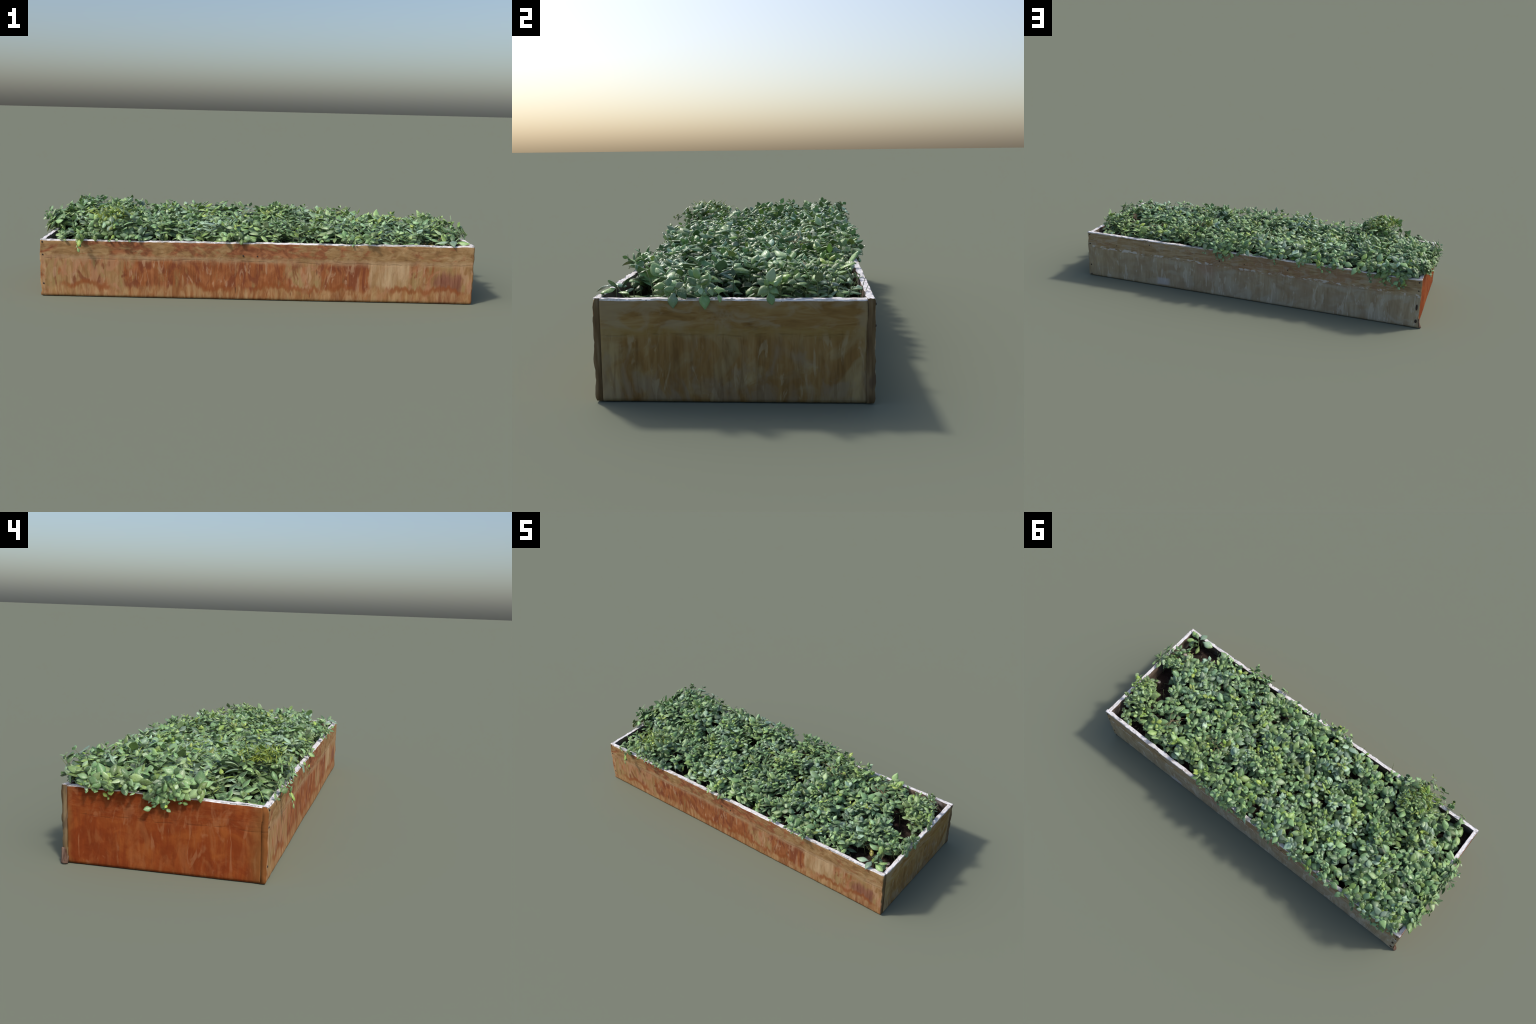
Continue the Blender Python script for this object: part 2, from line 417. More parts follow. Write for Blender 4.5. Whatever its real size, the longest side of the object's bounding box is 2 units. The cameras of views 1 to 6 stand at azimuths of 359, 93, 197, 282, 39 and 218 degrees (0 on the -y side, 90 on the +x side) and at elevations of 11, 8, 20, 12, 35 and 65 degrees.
def board(name, along_axis, side, a0, a1, outer_mat, ragged=0.0, first_cap=None):
    """One wall of the box. Its section (outer face, top, inner face, underside) is carried along the
    board; face, rim, corners and ends are worn by noise."""
    wall = {(0, -1): Y0, (0, 1): Y1, (1, -1): X0, (1, 1): X1}[along_axis, side]
    n = int((a1 - a0) / 0.006)
    rows = 30
    prof = [("o", 0.983 * i / (rows - 1)) for i in range(rows)] + [("o", 1.0)] + [("t", f) for f in (0.12, 0.35, 0.65, 0.88)] + \
           [("i", 1 - i / 8) for i in range(9)] + [("b", 0.5)]
    verts, faces, idx = [], [], []
    P = len(prof)
    sd = side * 11 + along_axis * 5
    for k in range(n + 1):
        a = a0 + (a1 - a0) * k / n
        xm, ym = (a, wall) if along_axis == 0 else (wall, a)
        zt = rim_height(xm, ym)
        near_end = smooth(0.03, 0.0, min(a - a0, a1 - a)) if along_axis == 0 else 0.0
        for kind, f in prof:
            z = zt * (f if kind in "oi" else (1.0 if kind == "t" else 0.0))
            d = 0.0
            if kind == "o":
                d = 0.0012 * n3(a * 26, z * 9, sd) + 0.0008 * n3(a * 70, z * 24, sd + 3) + 0.0022 * n3(a * 2.2, z * 4, sd + 1)
                d += 0.0012 * smooth(0.25, 0.6, n3(a * 13, (z - SEAM) * 30, sd + 6)) * smooth(0.02, 0.004, abs(z - SEAM))   # flaking stain line
                d -= 0.0010 * smooth(0.006, 0.0, abs(z - SEAM - 0.004 * n3(a * 12, 2.0, sd)))
                d += near_end * (0.0032 * n3(z * 24, 5.0, sd + k // n) + 0.0020 * n3(z * 70, 7.0, sd + k // n))
                e = min(z, zt - z)
                d -= 0.0026 * (1 - smooth(0.0, 0.007, e))                                            # worn arris
                d -= 0.0065 * smooth(0.12, 0.60, n3(a * 22, 1.0, sd + 7)) * smooth(0.024, 0.0, zt - z)   # chips under the rim
            elif kind == "t":
                d = -T * f
                z += 0.0036 * n3(a * 30, f * 3, sd + 9) + 0.0020 * n3(a * 110, f * 6, sd + 2) - 0.0012 * (abs(f - 0.5) * 2) ** 3
            elif kind == "i":
                d = -T + 0.0030 * n3(a * 24, z * 12, sd + 4) + 0.0012 * n3(a * 70, z * 30, sd + 5)
            else:
                d = -T * f
            aa = a
            if ragged:
                s = (1 if a > 0 else -1) * smooth(0.02, 0.0, min(a - a0, a1 - a))
                aa += s * ragged * (n3(z * 20, sd, 1.0 + s) + 0.6 * n3(z * 60, sd, 2.0 + s))
                if side > 0 and a < 0:
                    aa += s * 0.009 * smooth(0.055, 0.0, z)                                          # splayed foot at one corner
            q = wall + side * d
            verts.append((aa, q, z) if along_axis == 0 else (q, aa, z))
    flip = (side < 0) == (along_axis == 0)
    for k in range(n):
        for j in range(P):
            j2 = (j + 1) % P
            f = (k * P + j, (k + 1) * P + j, (k + 1) * P + j2, k * P + j2)
            faces.append(f if flip else f[::-1])
            kind = prof[j][0]
            idx.append(0 if kind == "o" and j < rows - 1 else 1 if kind in "to" else 2)
    # end caps: strips between the outer and the inner side of the section
    inner = [rows + 13 - min(8, int(j * 8 / rows + 0.5)) for j in range(rows + 1)]
    for k, sgn in ((0, 1), (n, -1)):
        b = k * P
        for j in range(rows):
            quad = list(dict.fromkeys([b + j, b + j + 1, b + inner[j + 1], b + inner[j]]))
            faces.append(tuple(quad) if (sgn > 0) == flip else tuple(quad[::-1]))
            idx.append(4 if k == 0 else 3)
        top = [b + j for j in range(rows, rows + 6)]
        faces.append(tuple(top) if (sgn > 0) == flip else tuple(top[::-1]))
        idx.append(3)
    return obj(name, mesh_from(name, verts, faces, [outer_mat, RIMW, INNER, ENDG, first_cap or ENDG], idx), root)


RUSTY = rust_end()
board("side_board", 0, -1, X0, X1 - 0.004, front_board(), 0.005, RUSTY)
board("side_board", 0, 1, X0, X1 + 0.002, grey_back(), 0.004)
INSET = T - 0.001
board("end_board", 1, -1, Y0 + INSET, Y1 - INSET, RUSTY)
board("end_board", 1, 1, Y0 + INSET, Y1 - INSET, olive_end())

# a torn, curled flap of facing at the foot of the rusty end
fm = Nodes("torn_grey_facing")
FLAP_MAT = fm.finish(fm.ramp(fm.noise(fm.scaled(fm.coords(), (60, 120, 18)), 1, 4), (0.35, (0.07, 0.036, 0.024)), (0.65, (0.22, 0.145, 0.110))), 0.85, 0.1)
fl_v, fl_f = [], []


def u_in(u):
    return smooth(0.55, 0.0, u)      # the tear slants down towards the middle of the end


NU, NV = 8, 10
for skin in (0.0, 0.002):
    for i in range(NU + 1):
        for j in range(NV + 1):
            u, v = i / NU, j / NV
            x = X0 - 0.003 - skin - 0.014 * (1 - v) ** 1.8 * math.sin(math.pi * min(1, 0.15 + 0.7 * u)) - 0.002 * n3(u * 4, v * 4, 3.0)
            fl_v.append((x, Y1 - 0.024 + 0.025 * u, 0.001 + (0.050 + 0.006 * n3(u * 3, 1.0, 2.0) - 0.028 * u_in(u)) * v))
FO, FW = (NU + 1) * (NV + 1), NV + 1
for i in range(NU):
    for j in range(NV):
        a, b, c, d = i * FW + j, (i + 1) * FW + j, (i + 1) * FW + j + 1, i * FW + j + 1
        fl_f += [(a, b, c, d), (FO + d, FO + c, FO + b, FO + a)]
rimk = [i * FW for i in range(NU)] + [NU * FW + j for j in range(NV)] + [i * FW + NV for i in range(NU, 0, -1)] + [j for j in range(NV, 0, -1)]
for k in range(len(rimk)):
    a, b = rimk[k], rimk[(k + 1) % len(rimk)]
    fl_f.append((b, a, FO + a, FO + b))
obj("torn_flap", mesh_from("torn_flap", fl_v, fl_f, [FLAP_MAT]), root)

# ------------------------------------------------------------------ nails
nail_mat = plain("rusted_iron", (0.040, 0.028, 0.024), 0.4, 0.7, 300)


def dome(r, h, seg=10):
    v, f = [(0, 0, h)], []
    rings = [(0.45, 0.86), (0.8, 0.5), (1.0, 0.0), (1.0, -1.2)]
    for rr, hh in rings:
        v += [(rr * r * math.cos(2 * math.pi * i / seg), rr * r * math.sin(2 * math.pi * i / seg), hh * h) for i in range(seg)]
    for i in range(seg):
        f.append((0, 1 + i, 1 + (i + 1) % seg))
        for k in range(len(rings) - 1):
            a, b = 1 + k * seg, 1 + (k + 1) * seg
            f.append((a + i, b + i, b + (i + 1) % seg, a + (i + 1) % seg))
    return v, f


nail_mesh = mesh_from("nail", *dome(0.0034, 0.0016), [nail_mat])
FRONT_NAILS = [(-0.925, .240), (-0.924, .184), (-0.923, .055), (-0.046, .197), (0.016, .196)]
BACK_NAILS = [(0.966, .246), (0.966, .192), (0.963, .065), (0.963, .008), (0.793, .203), (0.587, .236), (0.166, .204), (0.021, .206), (-0.225, .211), (-0.922, .250), (-0.923, .204)]
for x, z in FRONT_NAILS:
    o = obj("nail", nail_mesh, root)
    o.matrix_local = Matrix.Translation((x, Y0 - 0.0014, z)) @ Matrix.Rotation(math.pi / 2, 4, "X") @ Matrix.Scale(rng.uniform(0.75, 1.15), 4)
for x, z in BACK_NAILS:
    o = obj("nail", nail_mesh, root)
    o.matrix_local = Matrix.Translation((x, Y1 + 0.0014, z)) @ Matrix.Rotation(-math.pi / 2, 4, "X") @ Matrix.Scale(rng.uniform(0.75, 1.2), 4)

# dark knots / rot pits where the back boards meet the rusty end
pit_mesh = mesh_from("rot_pit", *dome(0.0065, 0.0014, 14), [nail_mat])
for x, z, sx, sz in ((-0.921, 0.113, 0.8, 2.6), (-0.923, 0.036, 1.0, 1.6)):
    o = obj("rot_pit", pit_mesh, root)
    o.matrix_local = Matrix.Translation((x, Y1 + 0.0006, z)) @ Matrix.Diagonal((sx, 1, sz, 1)) @ Matrix.Rotation(-math.pi / 2, 4, "X")

# ------------------------------------------------------------------ soil
SOIL_MAT = soil_material()
nx, ny = 230, 84
sx0, sx1, sy0, sy1 = X0 + T - 0.006, X1 - T + 0.006, Y0 + T - 0.006, Y1 - T + 0.006


def soil_z(x, y):
    edge = min(x - sx0, sx1 - x, y - sy0, sy1 - y)
    return SOIL + 0.010 * fbm(x * 7, y * 7, 0.5, 3) + 0.0045 * fbm(x * 55, y * 55, 1.5, 2) - 0.006 * smooth(0.05, 0.0, edge) \
        + 0.006 * math.exp(-((x - 0.79) / 0.08) ** 2 - ((y + 0.22) / 0.06) ** 2)


sv, sf = [], []
for i in range(nx + 1):
    for j in range(ny + 1):
        x, y = sx0 + (sx1 - sx0) * i / nx, sy0 + (sy1 - sy0) * j / ny
        sv.append((x, y, soil_z(x, y)))
W = ny + 1
for i in range(nx):
    for j in range(ny):
        sf.append((i * W + j, (i + 1) * W + j, (i + 1) * W + j + 1, i * W + j + 1))
border = [j for j in range(W)] + [i * W + ny for i in range(1, nx + 1)] + [nx * W + j for j in range(ny - 1, -1, -1)] + [i * W for i in range(nx - 1, 0, -1)]
b0 = len(sv)
sv += [(sv[k][0], sv[k][1], 0.004) for k in border]
for k in range(len(border)):
    k2 = (k + 1) % len(border)
    sf.append((border[k], border[k2], b0 + k2, b0 + k))
sf.append(tuple(b0 + k for k in range(len(border))))
soil = obj("soil", mesh_from("soil", sv, sf, [SOIL_MAT]), root)


def lump_mesh(name, mat, seed, flat=0.7):
    import bmesh
    bm = bmesh.new()
    bmesh.ops.create_icosphere(bm, subdivisions=2, radius=1.0)
    for v in bm.verts:
        k = 1 + 0.45 * n3(v.co.x * 1.3, v.co.y * 1.3, v.co.z * 1.3 + seed)
        v.co = Vector((v.co.x * k, v.co.y * k * 0.8, v.co.z * k * flat))
    me = bpy.data.meshes.new(name)
    bm.to_mesh(me)
    bm.free()
    me.materials.append(mat)
    me.polygons.foreach_set("use_smooth", np.ones(len(me.polygons), bool))
    return me


crumbs = [lump_mesh("soil_crumb", SOIL_MAT, s) for s in (1, 5, 9)]
for k in range(60):
    cx, cy, sxr, syr = rng.choice([(0.80, -0.23, 0.09, 0.06), (0.86, 0.03, 0.08, 0.06), (0.92, 0.30, 0.03, 0.03)])
    x, y = cx + rng.gauss(0, sxr * 0.6), cy + rng.gauss(0, syr * 0.6)
    if not (sx0 + 0.02 < x < sx1 - 0.02 and sy0 + 0.02 < y < sy1 - 0.02):
        continue
    o = obj("soil_crumb", crumbs[k % 3], soil)
    s = rng.uniform(0.003, 0.008)
    o.matrix_local = Matrix.Translation((x, y, soil_z(x, y) + s * 0.2)) @ Matrix.Rotation(rng.uniform(0, 6.28), 4, "Z") @ Matrix.Scale(s, 4)
stone_mat = plain("pale_stone", (0.50, 0.45, 0.40), 0.25, 0.8, 40)
stone_mesh = lump_mesh("pebble", stone_mat, 3, 0.5)
for x, y, s in ((0.925, -0.195, 0.016), (0.905, -0.165, 0.012), (0.925, 0.025, 0.011), (0.765, -0.262, 0.008), (0.34, 0.335, 0.016)):
    o = obj("pebble", stone_mesh, soil)
    o.matrix_local = Matrix.Translation((x, y, soil_z(x, y) + s * 0.25)) @ Matrix.Rotation(rng.uniform(0, 6.28), 4, "Z") @ Matrix.Scale(s, 4)

# ------------------------------------------------------------------ foliage: canopy shape
CX = [-0.92, -0.78, -0.60, -0.40, -0.20, 0.0, 0.20, 0.40, 0.60, 0.78, 0.93]
CY = [-0.30, -0.17, -0.02, 0.14, 0.25, 0.34]
RISE = [0.018, -0.018, -0.046, -0.034, -0.006, 0.012]
CANOPY = [  # height of the leaf tips over the bed, rows along x, columns along y
    [0.205, 0.255, 0.352, 0.355, 0.332, 0.312],
    [0.242, 0.306, 0.388, 0.390, 0.368, 0.326],
    [0.330, 0.378, 0.345, 0.372, 0.355, 0.322],
    [0.303, 0.345, 0.350, 0.346, 0.343, 0.325],
    [0.293, 0.338, 0.347, 0.340, 0.338, 0.325],
    [0.308, 0.348, 0.354, 0.350, 0.343, 0.322],
    [0.298, 0.342, 0.358, 0.362, 0.348, 0.320],
    [0.298, 0.338, 0.350, 0.342, 0.328, 0.302],
    [0.282, 0.332, 0.350, 0.338, 0.315, 0.282],
    [0.262, 0.318, 0.352, 0.345, 0.310, 0.272],
    [0.250, 0.318, 0.318, 0.300, 0.290, 0.262],
]


def canopy(x, y):
    x, y = min(CX[-1], max(CX[0], x)), min(CY[-1], max(CY[0], y))
    i = max(k for k in range(len(CX) - 1) if CX[k] <= x)
    j = max(k for k in range(len(CY) - 1) if CY[k] <= y)
    u, v = smooth(CX[i], CX[i + 1], x), smooth(CY[j], CY[j + 1], y)
    h = (CANOPY[i][j] * (1 - u) + CANOPY[i + 1][j] * u) * (1 - v) + (CANOPY[i][j + 1] * (1 - u) + CANOPY[i + 1][j + 1] * u) * v
    h += RISE[j] * (1 - v) + RISE[j + 1] * v
    return h + 0.026 * n3(x * 9, y * 9, 4.0) - 0.065 * smooth(0.18, 0.55, n3(x * 12, y * 12, 6.0)) * (0.25 if x < -0.66 and y > -0.12 else 1.0)


BARE = [(0.815, -0.250, 0.085, 0.055), (0.925, -0.205, 0.030, 0.030), (0.915, 0.005, 0.060, 0.046), (0.835, 0.060, 0.050, 0.040), (0.790, 0.110, 0.022, 0.030), (0.945, 0.320, 0.045, 0.040), (0.965, 0.24, 0.018, 0.06),
        (0.790, 0.325, 0.040, 0.016), (-0.905, -0.285, 0.03, 0.025), (-0.33, -0.31, 0.07, 0.016), (0.15, -0.31, 0.09, 0.012), (0.65, -0.312, 0.08, 0.018),
        (0.43, 0.340, 0.05, 0.014)]


def bare(x, y):
    return any(((x - a) / r) ** 2 + ((y - b) / s) ** 2 < 1 for a, b, r, s in BARE)


# ------------------------------------------------------------------ leaf shapes (unit length, along +x, face up)
def leaf_shape(seed):
    r = random.Random(seed)
    width = r.uniform(0.29, 0.37)
    droop, fold, curl = r.uniform(-0.05, 0.38), r.uniform(-0.25, 0.34), r.uniform(-0.22, 0.22)
    wave = r.uniform(0.01, 0.05)
    puff = r.uniform(0.20, 0.50)
    broad, point = r.uniform(0.68, 0.92), r.uniform(0.62, 1.10)      # where the blade is widest, how pointed its tip
    NS, NC = 8, 5
    top, bottom = [], []
    for i in range(NS):
        t = i / (NS - 1)
        if t < 0.14:                              # petiole
            w = 0.045 + 0.02 * t
        else:
            u = (t - 0.10) / 0.90
            w = width * (max(0.0, math.sin(math.pi * min(1, u ** broad))) ** point) * (1 - 0.10 * u) + 0.008
        zc = 0.16 * t - (0.16 + droop) * t * t
        for j in range(NC):
            s = -1 + 2 * j / (NC - 1)
            y = s * w + curl * t * t * 0.3
            z = zc + fold * abs(s) * w - puff * s * s * w + wave * math.sin(7 * t + 2.4 * s + seed) * abs(s)
            z += 0.02 * n3(t * 3, s * 2, seed)
            th = (0.068 * (1 - s * s) + 0.012) * (0.75 if t > 0.14 else 0.6)
            top.append((t, y, z + th * 0.5))
            bottom.append((t, y, z - th * 0.5))
    v = top + bottom
    o = NS * NC
    f = []
    for i in range(NS - 1):
        for j in range(NC - 1):
            a, b, c, d = i * NC + j, (i + 1) * NC + j, (i + 1) * NC + j + 1, i * NC + j + 1
            f.append((a, b, c, d))
            f.append((o + d, o + c, o + b, o + a))
        a, b = i * NC, (i + 1) * NC
        f.append((a, o + a, o + b, b))
        a, b = i * NC + NC - 1, (i + 1) * NC + NC - 1
        f.append((a, b, o + b, o + a))
    for j in range(NC - 1):
        f.append((j, j + 1, o + j + 1, o + j))
        e = (NS - 1) * NC + j
        f.append((e, o + e, o + e + 1, e + 1))
    return np.array(v), f


VARIANTS = [leaf_shape(s) for s in range(14)]
MATURE = leaf_material("sage_leaf", [(0.0, (0.120, 0.255, 0.090)), (0.28, (0.215, 0.385, 0.145)), (0.54, (0.270, 0.445, 0.205)), (0.76, (0.250, 0.395, 0.085)), (0.90, (0.330, 0.480, 0.200)), (1.0, (0.440, 0.560, 0.360))])  # last, palest stop tints leaves with a sunlit highlight tone
YOUNG = leaf_material("young_leaf", [(0.0, (0.190, 0.360, 0.060)), (0.5, (0.300, 0.460, 0.080)), (1.0, (0.420, 0.520, 0.100))], False)
YELLOW = leaf_material("yellowed_leaf", [(0.0, (0.36, 0.33, 0.06)), (1.0, (0.46, 0.37, 0.09))], False)
LEAF_MATS = [MATURE, YOUNG, YELLOW]
STEM_MAT = plain("green_stem", (0.16, 0.20, 0.085), 0.35, 0.6, 90)
TWIG_MAT = plain("dry_twig", (0.30, 0.22, 0.13), 0.35, 0.8, 90)

leaves = []     # (score, variant, matrix 4x4, material)
stems = []      # (points, radius)


def frame(pos, d, up, scale, roll, wide):
    d = Vector(d).normalized()
    up = Vector(up)
    n = up - d * up.dot(d)
    if n.length < 1e-4:
        n = d.orthogonal()
    n.normalize()
    n = Matrix.Rotation(roll, 3, d) @ n
    s = n.cross(d)
    m = Matrix.Identity(4)
    for k in range(3):
        m[k][0], m[k][1], m[k][2], m[k][3] = d[k] * scale, s[k] * scale * wide, n[k] * scale, pos[k]
    return m


OVER = {"y-": [(-0.86, -0.82), (-0.73, -0.46), (-0.12, 0.02), (0.32, 0.35), (0.40, 0.54)], "y+": [(-0.91, -0.64), (-0.53, -0.43), (-0.36, 0.36)],
        "x-": [(-0.11, 0.34)], "x+": [(-0.16, -0.035), (0.03, 0.18)]}


def side_of(p):
    """Which wall a point lies over or beyond, seen from above."""
    if p.y < Y0 + T: return "y-", p.x, Y0 - p.y
    if p.y > Y1 - T: return "y+", p.x, p.y - Y1
    if p.x < X0 + T: return "x-", p.y, X0 - p.x
    if p.x > X1 - T: return "x+", p.y, p.x - X1
    return None, 0, 0


def hash_free(p):
    return n3(p.x * 60, p.y * 60, 3.0) < 0.25


def fits(m, size, free):
    """A leaf may not cut through a wall, cover rim that lies bare, or lie over bare soil."""
    pts = [Vector((m[0][3], m[1][3], m[2][3])) + Vector((m[0][0], m[1][0], m[2][0])) * t for t in (0.0, 0.35, 0.7, 1.0)]
    s = Vector((m[0][1], m[1][1], m[2][1])) * 0.32
    pts += [pts[2] + s, pts[2] - s]
    if any(p.z > 0.398 or p.x > 0.993 or p.x < -1.0 or abs(p.y) > 0.405 for p in pts):
        return False
    inside = outside = False
    for p in pts:
        side, a, out = side_of(p)
        rim = rim_height(min(X1, max(X0, p.x)), min(Y1, max(Y0, p.y)))
        if side is None:
            inside = inside or p.z < rim + 0.002
            if not free and bare(p.x, p.y) and hash_free(p):
                return False
            continue
        if not free and not any(lo < a < hi for lo, hi in OVER[side]):
            return False
        if out < 0.003:
            if p.z < rim + 0.004:
                return False
        elif p.z < rim + 0.002:
            outside = True
            if out < 0.0045:
                return False
    return not (inside and outside)


def add_leaf(pos, d, up, size, mat=0, show=1.0, wide=1.0, free=False):
    m = frame(pos, d, up, min(size, 0.060), rng.gauss(0, 0.22), wide)
    if not fits(m, size, free):
        return
    leaves.append((size * size * wide * show * rng.uniform(0.75, 1.25), rng.randrange(len(VARIANTS)), m, mat))


def bezier(a, b, c, t):
    return a * (1 - t) ** 2 + b * 2 * t * (1 - t) + c * t * t


def shoot(base, ctrl, tip, pairs, size, young=0.05, hang=None, spacing=0.015):
    """A stem with opposite, decussate leaf pairs that grow larger down from the tip."""
    base, ctrl, tip = Vector(base), Vector(ctrl), Vector(tip)
    length = max(0.02, (tip - base).length)
    phase = rng.uniform(0, math.pi)
    stems.append(([bezier(base, ctrl, tip, k / 5) for k in range(6)], 0.0016))
    yng = rng.random() < young
    for k in range(pairs):
        t = 1 - k * spacing * rng.uniform(0.85, 1.15) / length
        if t < 0.02:
            break
        p = bezier(base, ctrl, tip, t)
        tan = (bezier(base, ctrl, tip, min(1, t + 0.02)) - bezier(base, ctrl, tip, t - 0.02)).normalized()
        axis = tan.lerp(hang, 0.70).normalized() if hang else tan.lerp(Vector((0, 0, 1)), 0.25).normalized()
        side = axis.orthogonal().normalized()
        side = Matrix.Rotation(phase + k * math.pi / 2 + rng.gauss(0, 0.40), 3, axis) @ side
        lift = [0.80, 0.55, 0.36, 0.16, 0.02, -0.1, -0.2, -0.25][min(k, 7)] + rng.gauss(0, 0.30)
        if hang:
            lift -= 0.30
        sz = size * [0.50, 0.82, 1.0, 1.05, 1.05, 1.0, 0.95, 0.9][min(k, 7)]
        for sgn in (-1, 1):
            if k > 1 and rng.random() < 0.12:
                continue
            d = side * sgn * math.cos(lift) + axis * math.sin(lift)
            mat = 1 if (yng and k < 2) or rng.random() < 0.012 else 0
            add_leaf(p, d, axis, sz * rng.choice((0.70, 0.85, 1.0, 1.0, 1.15, 1.28)) * rng.uniform(0.9, 1.1), mat, 1.0 if k in (1, 2) else 0.55, 1.0, hang is not None)


# upright shoots on a jittered, blue-noise layout
placed = []
tries = 0
while tries < 16000 and len(placed) < 1500:
    tries += 1
    x, y = rng.uniform(X0 + T + 0.006, X1 - T - 0.012), rng.uniform(Y0 + T + 0.004, Y1 - T - 0.004)
    if bare(x, y):
        continue
    gap = (0.0385 if not (x > 0.77 and y > 0.07) else 0.032) + 0.008 * n3(x * 5, y * 5, 9.0)
    if any((x - a) ** 2 + (y - b) ** 2 < gap * gap for a, b in placed):
        continue
    placed.append((x, y))
    h = canopy(x, y) + max(-0.02, min(0.012, rng.gauss(0, 0.010))) + 0.008 * n3(x * 21, y * 21, 8.0)
    depth = rng.uniform(0.09, 0.13)
    lx, ly = rng.gauss(0, 0.014), rng.gauss(0, 0.014)
    ly += 0.018 * smooth(0.24, 0.34, y) * (1 if x < 0.35 else 0) - 0.010 * smooth(-0.22, -0.30, y)
    lx += -0.018 * smooth(-0.82, -0.92, x) * (1 if y > -0.12 else 0)
    zb = max(soil_z(x, y) - 0.004, h - depth)
    size = (0.0445 + 0.006 * smooth(-0.55, -0.80, x) * smooth(0.0, 0.15, y)) * rng.uniform(0.76, 1.20) * (1.0 + 0.15 * n3(x * 4, y * 4, 2.0))
    if x > 0.74 and y > 0.06:
        size *= 0.88
    if x > 0.77 and y > 0.07:
        h = 0.322 - 0.035 * (((x - 0.865) / 0.11) ** 2 + ((y - 0.20) / 0.14) ** 2) + rng.gauss(0, 0.008)
        zb = max(soil_z(x, y) - 0.004, h - 0.10)
    shoot((x - lx * 0.3, y - ly * 0.3, zb), (x, y, zb + (h - zb) * 0.6), (x + lx, y + ly, h), 6 if h - zb > 0.07 else 4, size, 0.07)

# taller sprigs that stand out of the canopy
for x, y, h in ((-0.84, 0.30, 0.365), (-0.83, 0.31, 0.382), (-0.72, 0.24, 0.355), (-0.40, 0.20, 0.352), (-0.30, 0.05, 0.360), (0.08, 0.05, 0.362), (0.17, 0.12, 0.382), (0.20, 0.10, 0.375),
                (0.36, 0.10, 0.365), (0.34, -0.02, 0.365), (0.69, 0.04, 0.342), (0.64, -0.02, 0.338), (0.86, -0.08, 0.325), (0.83, -0.06, 0.322), (0.50, -0.10, 0.360),
                (0.28, -0.12, 0.362), (-0.02, -0.10, 0.362), (-0.20, -0.12, 0.365), (-0.60, -0.20, 0.380), (-0.64, -0.26, 0.378), (-0.67, -0.18, 0.372), (-0.52, 0.02, 0.362), (-0.10, 0.28, 0.350)):
    for _ in range(3):
        dx, dy = rng.gauss(0, 0.012), rng.gauss(0, 0.012)
        shoot((x, y, h - 0.10), (x + dx, y + dy, h - 0.05), (x + dx * 2, y + dy * 2, h + rng.uniform(-0.022, -0.006)), 6, 0.034 * rng.uniform(0.85, 1.15), 0.35)


# shoots that lean over the rim and hang down outside
def overhang(side, a, reach, drop, size=0.040, n=1):
    for _ in range(n):
        aa = a + rng.gauss(0, 0.018)
        out = reach * rng.uniform(0.75, 1.15)
        dz = drop * rng.uniform(0.7, 1.1)
        inn, top = 0.045, 0.318
        if side == "y+":
            base, ctrl, tip = (aa, Y1 - inn, 0.27), (aa, Y1 + 0.004, top), (aa + rng.gauss(0, 0.012), Y1 + out, top - dz)
        elif side == "y-":
            base, ctrl, tip = (aa, Y0 + inn, 0.26), (aa, Y0 - 0.004, top - 0.015), (aa + rng.gauss(0, 0.012), Y0 - out, top - 0.015 - dz)
        elif side == "x-":
            base, ctrl, tip = (X0 + inn, aa, 0.28), (X0 - 0.004, aa, top + 0.008), (X0 - out, aa + rng.gauss(0, 0.012), top + 0.008 - dz)
        else:
            base, ctrl, tip = (X1 - inn, aa, 0.26), (X1 + 0.004, aa, top - 0.01), (X1 + out, aa + rng.gauss(0, 0.012), top - 0.01 - dz)
        face = Vector({"y+": (0, 0.65, 1.0), "y-": (0, -1, 0.9), "x-": (-0.65, 0, 1.0), "x+": (1, 0, 0.9)}[side]).normalized()
        shoot(base, ctrl, tip, 6, size * rng.uniform(0.85, 1.15), 0.03, face, 0.013)


for a in np.arange(-0.88, 0.30, 0.060):
    overhang("y+", a, 0.008, 0.045 + 0.03 * n3(a * 6, 0, 0))
for a, d, n in ((0.15, 0.085, 3), (0.20, 0.09, 3), (0.09, 0.08, 2), (-0.15, 0.07, 2), (-0.30, 0.07, 2), (-0.40, 0.07, 2), (-0.65, 0.085, 3), (-0.80, 0.11, 3), (-0.84, 0.11, 3), (-0.76, 0.09, 2)):
    overhang("y+", a, 0.010, d, 0.036, n)
for a in np.arange(-0.09, 0.33, 0.042):
    overhang("x-", a, 0.022, 0.050 + 0.03 * n3(a * 9, 3, 0))
for a, d, n in ((0.00, 0.105, 4), (0.04, 0.11, 3), (-0.03, 0.085, 3), (0.18, 0.085, 3), (0.25, 0.075, 2)):
    overhang("x-", a, 0.018, d, 0.038, n)
for a, d, n in ((0.44, 0.045, 3), (0.40, 0.035, 2), (0.50, 0.03, 2), (0.30, 0.03, 1), (-0.05, 0.050, 3), (-0.09, 0.045, 3), (-0.50, 0.040, 2), (-0.57, 0.045, 3), (-0.64, 0.045, 3), (-0.72, 0.050, 3), (-0.84, 0.045, 2)):
    overhang("y-", a, 0.004, d, 0.032, max(1, n - 1))
for a, d, n in ((-0.055, 0.035, 3), (-0.10, 0.030, 3), (0.12, 0.02, 1), (0.08, 0.022, 1)):
    overhang("x+", a, 0.002, d, 0.034, n)
for y, z in ((-0.03, 0.310), (0.0, 0.300), (0.05, 0.295), (0.13, 0.300), (0.19, 0.290)):
    shoot((-0.89, y, 0.285), (-0.94, y, 0.325), (-0.978, y + rng.gauss(0, 0.01), z), 5, 0.038, 0.05)
